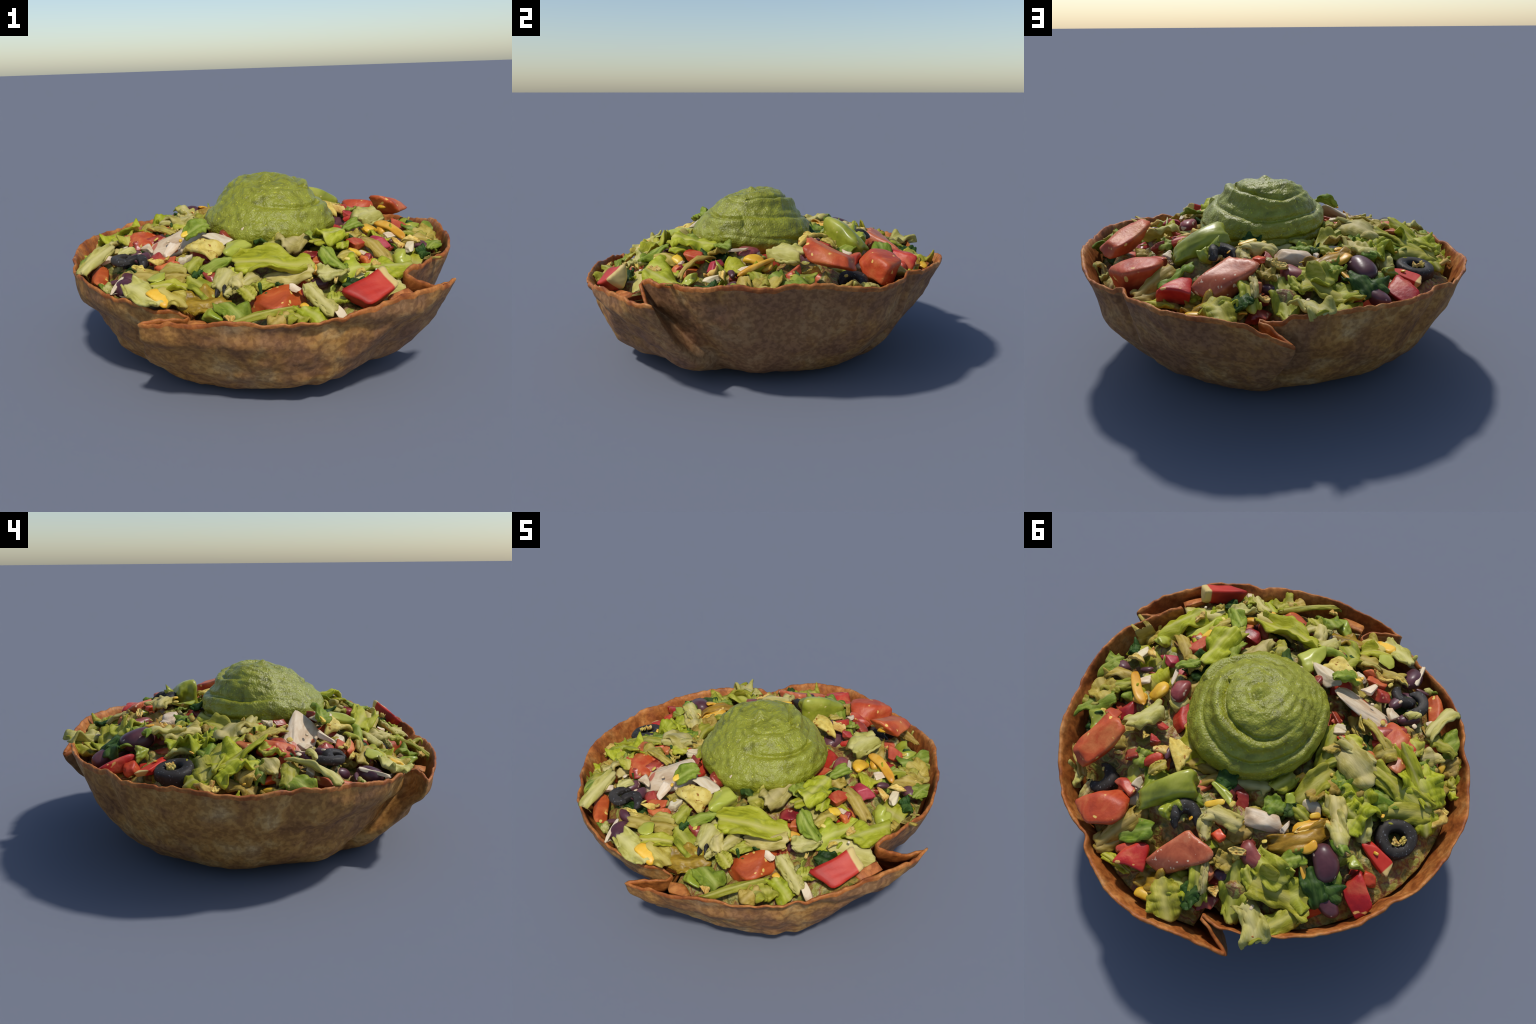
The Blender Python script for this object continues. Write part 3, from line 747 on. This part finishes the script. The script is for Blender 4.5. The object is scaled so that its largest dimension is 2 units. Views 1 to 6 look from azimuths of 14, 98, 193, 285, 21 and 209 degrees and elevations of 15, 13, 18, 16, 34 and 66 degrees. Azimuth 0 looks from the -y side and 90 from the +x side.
def heap_height(xy, s=.075):
    d2 = ((np.asarray(xy)[..., None, :] - _px) ** 2).sum(-1)
    w = np.exp(-d2 / (2 * s * s)) + 1e-5
    return (w * _pz).sum(-1) / w.sum(-1)


GUAC = np.array([.076, -.066])
az_t = np.linspace(-np.pi, np.pi, 361)
_az = (azim + np.pi) % (2 * np.pi) - np.pi
inner_rho, inner_z = np.zeros(361), np.zeros(361)
for i, a in enumerate(az_t):
    near = np.abs((_az - a + np.pi) % (2 * np.pi) - np.pi) < .03
    k = np.where(near)[0]
    q = k[np.argmin(rho[k])]
    inner_rho[i], inner_z[i] = rho[q], rim[q, 2]


def build_bed():
    """The mass of chopped salad under the pieces that show."""
    nu, nv = 240, 90
    w1, w2 = Wobble(11, 26, 3), Wobble(12, 60, 2)
    verts = []
    for i in range(nu):
        a = -np.pi + 2 * np.pi * i / nu
        R = np.interp(a, az_t, inner_rho) * .955
        ez = np.interp(a, az_t, inner_z) - .125
        deg = math.degrees(a)
        ez += .075 * math.exp(-((deg - 48) / 17) ** 4) + .05 * math.exp(-((deg + 12) / 9) ** 4)
        u = np.linspace(.02, 1, nv)
        p = np.stack([u * R * np.sin(a), -u * R * np.cos(a), 0 * u], 1)
        z = heap_height(p[:, :2]) - .092
        b = smoothstep(.84, 1.0, u)
        z = z * (1 - b) + ez * b
        z += (.036 * np.abs(w1(p)) + .006 * w2(p) - .008) * (1 - .8 * b)
        p[:, 2] = z
        hgt = np.clip(z / np.interp(a, az_t, inner_z), 0, 1)
        lim = np.interp(a, az_t, inner_rho) * np.interp(hgt, prof_h, prof_r) - .030
        k = np.minimum(1, lim / np.maximum(u * R, 1e-6))
        p[:, :2] *= k[:, None]
        verts += list(p)
    faces = [f[::-1] for f in grid_faces(nu, nv, True)]
    verts.append((0, 0, float(heap_height([0., 0.])) - .05))
    faces += [(len(verts) - 1, i * nv, ((i + 1) % nu) * nv) for i in range(nu)]
    m = bpy.data.materials.new("chopped_salad")
    m.use_nodes = True
    nt = m.node_tree
    bs = nt.nodes["Principled BSDF"]
    tc, n1, n2, cr, bp = (_node(nt, "ShaderNode" + k) for k in ("TexCoord", "TexNoise", "TexNoise", "ValToRGB", "Bump"))
    for n_, sc, de in ((n1, 11, 3), (n2, 40, 4)):
        n_.inputs["Scale"].default_value, n_.inputs["Detail"].default_value, n_.inputs["Distortion"].default_value = sc, de, .25
        nt.links.new(tc.outputs["Object"], n_.inputs["Vector"])
    cols = [(.30, (108, 108, 42)), (.40, (150, 148, 66)), (.46, (126, 76, 44)), (.52, (160, 140, 66)), (.58, (104, 104, 44)), (.64, (168, 162, 92)),
            (.72, (136, 78, 50))]
    el = cr.color_ramp.elements
    while len(el) < len(cols):
        el.new(.5)
    for e, (p, c) in zip(el, cols):
        e.position, e.color = p, lin(*c)
    nt.links.new(n1.outputs["Fac"], cr.inputs[0])
    bp.inputs["Strength"].default_value, bp.inputs["Distance"].default_value = .6, .02
    nt.links.new(n2.outputs["Fac"], bp.inputs["Height"])
    nt.links.new(bp.outputs[0], bs.inputs["Normal"])
    nt.links.new(cr.outputs[0], bs.inputs["Base Color"])
    bs.inputs["Roughness"].default_value = .45
    ob = add("salad_bed", mesh_from("salad_bed", verts, faces, (m,)), salad)
    ob["kind"] = "stuff"


build_bed()


# ------------------------------------------------------------------ guacamole
def build_guacamole():
    ring = [(.55, .285), (.60, .308), (.64, .328), (.67, .334), (.70, .330), (.735, .308), (.765, .280), (.795, .252), (.825, .224),
            (.853, .192), (.880, .152), (.897, .105), (.905, .050), (.907, 0)]
    rz, rr = np.array(ring).T
    arc = np.concatenate([[0], np.cumsum(np.hypot(np.diff(rz), np.diff(rr)))])
    nu, nv = 260, 170
    q = np.linspace(0, arc[-1], nv)
    z0, r0 = np.interp(q, arc, rz), np.interp(q, arc, rr)
    for _ in range(8):
        z0[1:-1] = (z0[:-2] + 2 * z0[1:-1] + z0[2:]) / 4
        r0[1:-1] = (r0[:-2] + 2 * r0[1:-1] + r0[2:]) / 4
    tr, tz = np.gradient(r0), np.gradient(z0)
    ln = np.hypot(tr, tz)
    nr, nz = tz / ln, -tr / ln
    w1, w2, w3 = Wobble(21, 9, 2), Wobble(22, 34, 3), Wobble(23, 110, 2)
    s = arc[-1] - q                       # distance from the top along the skin
    verts = []
    for i in range(nu):
        th = 2 * np.pi * i / nu
        ct, st = math.cos(th), math.sin(th)
        d = np.zeros(nv)
        # the swirl: one groove that winds down from the top, deep on the right and back
        for k in range(-1, 3):
            start = .175 + .125 * ((th - .2) / (2 * np.pi) + k)
            x = (s - start + .016 * math.sin(2 * th + k) + .004 * math.sin(5 * th + 2 * k))
            dep = .030 if k == 0 else .013
            dep *= .5 + .5 * math.cos(th - (.6 if k <= 0 else 1.9))
            dep *= float(smoothstep(.03, .14, start))
            d -= dep * np.exp(-(x / .012) ** 2)
            d += .75 * dep * np.exp(-((x - .034) / .026) ** 2)
        p = np.stack([r0 * ct, r0 * st, z0], 1)
        d += .014 * w1(p) + .0036 * w2(p) + .0017 * w3(p)
        # finer trailing lines on the left and the back
        d += .0016 * np.sin(s * 120 + 2.5 * th + 4 * w1(p)) * float(smoothstep(-.3, .8, math.cos(th - 2.6)))
        fade = smoothstep(0, .06, s)
        rr_ = r0 + nr * d * fade
        zz = z0 + nz * d * fade + .010 * np.exp(-(s / .02) ** 2) - .005 * np.exp(-((s - .05) / .02) ** 2)
        verts += list(np.stack([rr_ * ct + GUAC[0] - .02 * smoothstep(.7, .92, zz), rr_ * st + GUAC[1], zz], 1))
    faces = grid_faces(nu, nv, True)
    m = material("guacamole", [(.28, lin(99, 98, 20)), (.46, lin(134, 132, 32)), (.6, lin(147, 146, 42)), (.78, lin(164, 165, 76))],
                 scale=16, detail=8, rough=.32, bump=.6, bump_scale=100, vary=0, spec=.5,
                 speck=(lin(178, 174, 44), 75, .68), sss=.05)
    add("guacamole", mesh_from("guacamole", verts, faces, (m,)), salad)


build_guacamole()

# --------------------------------------------------------------- piece shapes
def cube_sphere(n):
    v, index, faces = [], {}, []
    g = np.tan(np.linspace(-np.pi / 4, np.pi / 4, n + 1))

    def vid(p):
        k = tuple(np.round(p, 5))
        if k not in index:
            index[k] = len(v)
            v.append(p)
        return index[k]
    for ax in range(3):
        for sg in (-1, 1):
            for i in range(n):
                for j in range(n):
                    q = []
                    for a, b in ((i, j), (i + 1, j), (i + 1, j + 1), (i, j + 1)):
                        p = [0., 0., 0.]
                        p[ax], p[(ax + 1) % 3], p[(ax + 2) % 3] = sg, g[a], g[b]
                        q.append(vid(p))
                    faces.append(q if sg > 0 else q[::-1])
    v = np.array(v)
    return v / np.linalg.norm(v, axis=1)[:, None], faces


SPH, SPH_F = cube_sphere(12)


def chunk(seed, L, W, T, power=14.0, lump=.05, skew=.22, chop=4):
    """A hand-cut lump: the space inside six tilted faces and a few sliced corners, with soft edges."""
    r = np.random.default_rng(seed)
    planes = []
    for ax in range(3):
        for sg in (-1, 1):
            n = r.normal(size=3) * skew
            n[ax] = sg
            planes.append((n / np.linalg.norm(n), r.uniform(.8, 1)))
    for _ in range(chop):
        n = r.choice((-1, 1), 3) * r.uniform(.4, 1, 3) + r.normal(size=3) * .2
        planes.append((n / np.linalg.norm(n), r.uniform(.85, 1.15)))
    k = 0
    for n, d in planes:
        k = k + np.maximum(SPH @ n / d, 0) ** power
    p = SPH * k[:, None] ** (-1 / power)
    p = p * (1 + lump * Wobble(seed + 1, 2.2, 3)(p))[:, None]
    p[:, 2] += skew * r.uniform(-.9, .9) * p[:, 0] ** 2
    p[:, 1] += skew * r.uniform(-.9, .9) * p[:, 0] ** 2
    p /= np.abs(p).max(0)
    return p * (L / 2, W / 2, T / 2), SPH_F


def bean(seed, L, W, T):
    r = np.random.default_rng(seed)
    p = SPH * (np.abs(SPH) ** 2.3).sum(1)[:, None] ** (-1 / 2.3)
    p[:, 1] += .30 * (p[:, 0] ** 2) * r.choice((-1, 1)) - .1
    p = p * (1 + .05 * Wobble(seed, 2.5, 2)(p))[:, None]
    p /= np.abs(p).max(0)
    return p * (L / 2, W / 2, T / 2), SPH_F


def leaf(seed, L, W, T, cup=0.0):
    """A shred of leaf: an uneven outline, bent along and across, ruffled at the edges, with two sides."""
    r = np.random.default_rng(seed)
    nu, nv = 26, 15
    u, v = np.meshgrid(np.linspace(-1, 1, nu), np.linspace(-1, 1, nv), indexing="ij")
    P0 = np.stack([u, v, 0 * u], -1)
    e = Wobble(seed + 5, 3.0, 3)
    blunt0, blunt1 = r.uniform(.55, 1.0, 2)
    env = np.where(u > 0, 1 - (1 - blunt1) * np.abs(u) ** 2.5, 1 - (1 - blunt0) * np.abs(u) ** 2.5)
    env *= 1 + .16 * e(np.stack([u, np.sign(v), 0 * u], -1)) * np.abs(v)
    x = u * L / 2 * (1 + .10 * e(np.stack([0 * u + np.sign(u) * 2, v * 1.6, 0 * u + 4], -1)) * np.abs(u) - .10 * v * v * r.uniform(0, 1))
    y = v * W / 2 * env + W * .18 * r.uniform(-1, 1) * u ** 2
    tube = r.uniform(.1, .8) * r.choice((-1, 1, -1)) if not cup else cup      # bend across
    ang = v * tube
    if cup:
        z = cup * (W * .22 * v ** 2 + L * .16 * u ** 2)
    else:
        yb = np.sin(ang) / max(abs(tube), .1) * np.sign(tube) if abs(tube) > .1 else v
        z = (1 - np.cos(ang)) / tube * W / 2
        y = y * np.abs(yb / np.where(np.abs(v) < 1e-3, 1, v)) if False else y * (1 - .12 * tube ** 2)
    z = z + L * r.uniform(-.16, .06) * u ** 2                                  # arch along
    z = z + W * .17 * e(P0 * (1.5, 1.1, 1)) * (.25 + np.abs(v) ** 1.5)          # ruffle
    z = z + W * .06 * np.sin(u * r.uniform(5, 9) + r.uniform(0, 6)) * np.abs(v) ** 2
    z = z - z.mean()
    tw = r.uniform(-.35, .35) * u
    y, z = y * np.cos(tw) - z * np.sin(tw), y * np.sin(tw) + z * np.cos(tw)
    top = np.stack([x, y, z], -1)
    n = np.cross(np.gradient(top, axis=0), np.gradient(top, axis=1))
    n /= np.linalg.norm(n, axis=-1, keepdims=True) + 1e-12
    th = T * (.45 + .55 * np.sqrt(np.clip(1 - v ** 4, 0, 1)) * np.sqrt(np.clip(1 - u ** 6, 0, 1)))
    th = th * (1 + .8 * np.exp(-(v / .28) ** 2) * r.uniform(0, 1))
    up, dn = top + n * th[..., None] / 2, top - n * th[..., None] / 2
    nn = nu * nv
    f = grid_faces(nu, nv)
    faces = [q for q in f] + [tuple(nn + k for k in q[::-1]) for q in f]
    border = [i * nv for i in range(nu)] + [(nu - 1) * nv + j for j in range(1, nv)] + \
             [i * nv + nv - 1 for i in range(nu - 2, -1, -1)] + [j for j in range(nv - 2, 0, -1)]
    for a, b in zip(border, border[1:] + border[:1]):
        faces.append((b, a, nn + a, nn + b))
    return np.concatenate([up.reshape(-1, 3), dn.reshape(-1, 3)]), faces


def curl(seed, L, W, T):
    """A soft bent stick (shredded cheese)."""
    r = np.random.default_rng(seed)
    nu, nv = 22, 14
    b = r.uniform(-.5, .5)
    verts = []
    w = Wobble(seed, 3, 2)
    for i in range(nu):
        u = -1 + 2 * i / (nu - 1)
        taper = math.sqrt(max(0.0, 1 - abs(u) ** 5)) * .98 + .02
        for j in range(nv):
            a = 2 * np.pi * j / nv
            c, s = math.cos(a), math.sin(a)
            c, s = np.sign(c) * abs(c) ** .7, np.sign(s) * abs(s) ** .7
            k = taper * (1 + .14 * w(np.array([u, c, s])))
            verts.append((u * L / 2, c * W / 2 * k + b * L * .3 * u * u, s * T / 2 * k - abs(b) * L * .2 * u * u))
    faces = []
    for i in range(nu - 1):
        for j in range(nv):
            k = (j + 1) % nv
            faces.append((i * nv + j, (i + 1) * nv + j, (i + 1) * nv + k, i * nv + k)[::-1])
    faces.append(tuple(range(nv)))
    faces.append(tuple((nu - 1) * nv + j for j in range(nv))[::-1])
    return np.array(verts), [f[::-1] for f in faces]


def ring(seed, L, W, T, sweep=2 * np.pi):
    """A slice of olive: a barrel-shaped ring, or part of one."""
    r = np.random.default_rng(seed)
    whole = sweep > 6.2
    nu, nv = 40, 16
    verts, w = [], Wobble(seed, 2.5, 2)
    for i in range(nu):
        a = sweep * i / (nu if whole else nu - 1) - (sweep - np.pi) / 2
        e = 1.0 if whole else min(1.0, .3 + 4 * min(i, nu - 1 - i) / nu)
        for j in range(nv):
            b = 2 * np.pi * j / nv
            c, s = math.cos(b), math.sin(b)
            c, s = np.sign(c) * abs(c) ** .6, np.sign(s) * abs(s) ** .6
            rad = .68 + .31 * c * e
            k = 1 + .05 * w(np.array([math.cos(a), math.sin(a), s]))
            verts.append((rad * math.cos(a) * L / 2 * k, rad * math.sin(a) * W / 2 * k * (1 if whole else 1.3), s * T / 2 * e))
    faces = []
    for i in range(nu if whole else nu - 1):
        for j in range(nv):
            k, m = (j + 1) % nv, (i + 1) % nu
            faces.append((i * nv + j, m * nv + j, m * nv + k, i * nv + k))
    if not whole:
        faces += [tuple(range(nv)), tuple((nu - 1) * nv + j for j in range(nv))[::-1]]
    return np.array(verts), faces


def chip(seed, L, W, T, corners=0):
    """A fragment of fried corn chip: a thick, bumpy, slightly warped plate; corners=3 for a triangle."""
    r = np.random.default_rng(seed)
    nu, nr = 40, 8
    w = Wobble(seed, 3, 3)
    k = corners or int(r.integers(3, 6))
    ph, warp = r.uniform(0, 6.28), r.uniform(-.25, .25)
    if corners:
        ph = np.pi / 3
    rows = [(rr, 1) for rr in np.linspace(0.02, .93, nr)] + [(1, 0)] + [(rr, -1) for rr in np.linspace(.93, 0.02, nr)]
    pts = np.zeros((nu, len(rows), 3))
    for i in range(nu):
        a = 2 * np.pi * i / nu
        m = (a + ph) % (2 * np.pi / k) - np.pi / k
        rad = math.cos(np.pi / k) / math.cos(m)
        rad = rad ** .85 * (1 + .07 * float(w(np.array([math.cos(a), math.sin(a), 0]) * 1.4)))
        for j, (rr, s) in enumerate(rows):
            pts[i, j] = (rr * rad * math.cos(a), rr * rad * math.sin(a), s)
    xy = pts[..., :2]
    xy -= (xy.max((0, 1)) + xy.min((0, 1))) / 2
    xy /= np.abs(xy).max((0, 1))
    b = w(np.stack([xy[..., 0] * 2, xy[..., 1] * 2, 0 * xy[..., 0]], -1))
    z = pts[..., 2] * T / 2 + T * .35 * b + warp * L * (xy[..., 0] ** 2 - .4)
    v = np.stack([xy[..., 0] * L / 2, xy[..., 1] * W / 2, z], -1)
    n = len(rows)
    return v.reshape(-1, 3), grid_faces(nu, n, True) + [tuple(i * n for i in range(nu))[::-1], tuple(i * n + n - 1 for i in range(nu))]


def shape(k, seed, L, W, T):
    """mesh of a piece, and how far its middle lies below the seen surface"""
    small = min(L, W)
    if k == "Lcup":
        return leaf(seed, L, W, .010, cup=.8), -.03
    if k[0] == "L" or k == "amb":
        return leaf(seed, L * 1.18, W * 1.48 + .010, (.018 if k == "Lw" else .013) + .03 * min(W, .1)), .004
    if k[0] == "T":
        T = T or max(.06, .9 * small)
        return chunk(seed, L * 1.15, W * 1.22, T), T * .32
    if k == "grn":
        T = T or max(.06, .95 * small)
        return chunk(seed, L * 1.05, W * 1.4, T, 9, .12, .4, 4), T * .32
    if k == "car":
        T = T or .6 * small
        return chunk(seed, L, W, T, 9, .08, .2, 4), T * .42
    if k == "chk":
        T = T or max(.035, .62 * small)
        return chunk(seed, L * 1.05, W * 1.1, T, 16, .07, .25, 4), T * .42
    if k[0] == "B":
        T = T or .75 * small
        return bean(seed, L, W, T), T * .4
    if k == "chs":
        T = T or min(.5 * small, .035)
        return curl(seed, L, W, T), T * .3
    if k == "pep":
        T = T or .45 * W
        return chunk(seed, L, W, T, 12, .04, .16, 2), T * .32
    if k == "olv":
        T = min(.75 * W, .07)
        return ring(seed, L * 1.05, max(W * 1.7, .85 * L), T, 4.0), T * .2
    if k == "ring":
        return ring(seed, L, W, T or .085), .03
    if k == "tor":
        return chunk(seed, L, W, T, 9, .06, .15, 2), 0
    if k == "chip3":
        return chip(seed, L * 1.12, W * 1.1, .022, 3), .01
    if k == "chip":
        return chip(seed, L * 1.05, W * 1.1, max(.014, .22 * small)), .006
    raise ValueError(k)


from mathutils import Euler, Vector


def keep_inside(v, e, at, sink):
    """Press a piece against the inside of the bowl where it would pass through the wall."""
    M = np.array(e.to_matrix())
    c = np.array(at) - M @ np.array((0, 0, sink))
    w = v @ M.T + c
    a = np.arctan2(w[:, 0], -w[:, 1])
    R, Z = np.interp(a, az_t, inner_rho), np.interp(a, az_t, inner_z)
    hgt = np.clip(w[:, 2] / Z, 0, 1.0)
    lim = R * np.interp(hgt, prof_h, prof_r) - .028
    r_ = np.hypot(w[:, 0], w[:, 1])
    over = (r_ > lim) & (w[:, 2] < Z + .002)
    k = np.where(over, lim / np.maximum(r_, 1e-6), 1)
    w[:, :2] *= k[:, None]
    return (w - c) @ M


made = {}
for i, (k, x, y, z, rx, ry, rz, L, W, T) in enumerate(PIECES):
    (v, f), sink = shape(k, 1000 + int(abs(997 * x + 7919 * y + 31 * z) * 100), L, W, T)
    name = kind_name(k)
    e = Euler((math.radians(rx), math.radians(ry), math.radians(rz)))
    v = keep_inside(np.asarray(v), e, (x, y, z), sink)
    me = mesh_from(name, v, f, (MAT[k],))
    c = Vector((x, y, z)) - e.to_matrix() @ Vector((0, 0, sink))
    add(name, me, salad, c, e)
    made.setdefault(k, []).append((me, L, W))

# smaller shreds and bits deeper in the heap, filling between the large pieces (meshes shared)
fill = ["L", "Lo", "Lw", "Ly", "T", "Td", "Lg", "B", "chk", "grn", "Ld", "To"]
for n in range(210):
    a, rr = rng.uniform(-np.pi, np.pi), math.sqrt(rng.uniform(.12, 1))
    R = float(np.interp(a, az_t, inner_rho)) * .81
    x, y = rr * R * math.sin(a), -rr * R * math.cos(a)
    if math.hypot(x - GUAC[0], y - GUAC[1]) < .30:
        continue
    k = fill[int(rng.choice(len(fill), p=[.11, .11, .05, .10, .16, .16, .04, .09, .05, .03, .05, .05]))]
    me, L0, W0 = made[k][int(rng.integers(len(made[k])))]
    if L0 > .2 or L0 * W0 < .0042:
        continue
    z = float(heap_height([x, y])) - rng.uniform(.05, .09)
    z -= .018 * (k[0] in "TBg" or k == "chk")
    ob = add(kind_name(k), me, salad, (x, y, z),
             (rng.uniform(-.35, .35), rng.uniform(-.35, .35), rng.uniform(0, 6.28)))
    s = rng.uniform(.8, 1.3)
    ob.scale = (s, s, s)

# crumbs of cheese, corn chip and onion scattered over everything: too small to pick apart
for mk, count, size in (("chip", 14, .009), ("chk", 8, .009), ("chs", 8, .008)):
    V, F = [], []
    base, bf = cube_sphere(3)
    while count:
        a, rr = rng.uniform(-np.pi, np.pi), math.sqrt(rng.uniform(.12, 1))
        R = float(np.interp(a, az_t, inner_rho)) * .88
        x, y = rr * R * math.sin(a), -rr * R * math.cos(a)
        if math.hypot(x - GUAC[0], y - GUAC[1]) < .33:
            continue
        count -= 1
        j = int(np.argmin(((_px - (x, y)) ** 2).sum(1)))
        q = base * (np.abs(base) ** 3.5).sum(1)[:, None] ** (-1 / 3.5) * size * rng.uniform(.6, 1.7, 3) * (1.2, 1, .5)
        m = np.array(Euler((rng.uniform(-.5, .5), rng.uniform(-.5, .5), rng.uniform(0, 6))).to_matrix())
        o = len(V)
        V += list(q @ m.T + (x, y, .5 * _pz[j] + .5 * float(heap_height([x, y])) + .004))
        F += [tuple(o + t for t in f) for f in bf]
    ob = add({"chip": "chip_crumbs", "chk": "onion_crumbs", "chs": "cheese_crumbs"}[mk], mesh_from("crumbs", V, F, (MAT[mk],)), salad)
    ob["kind"] = "stuff"
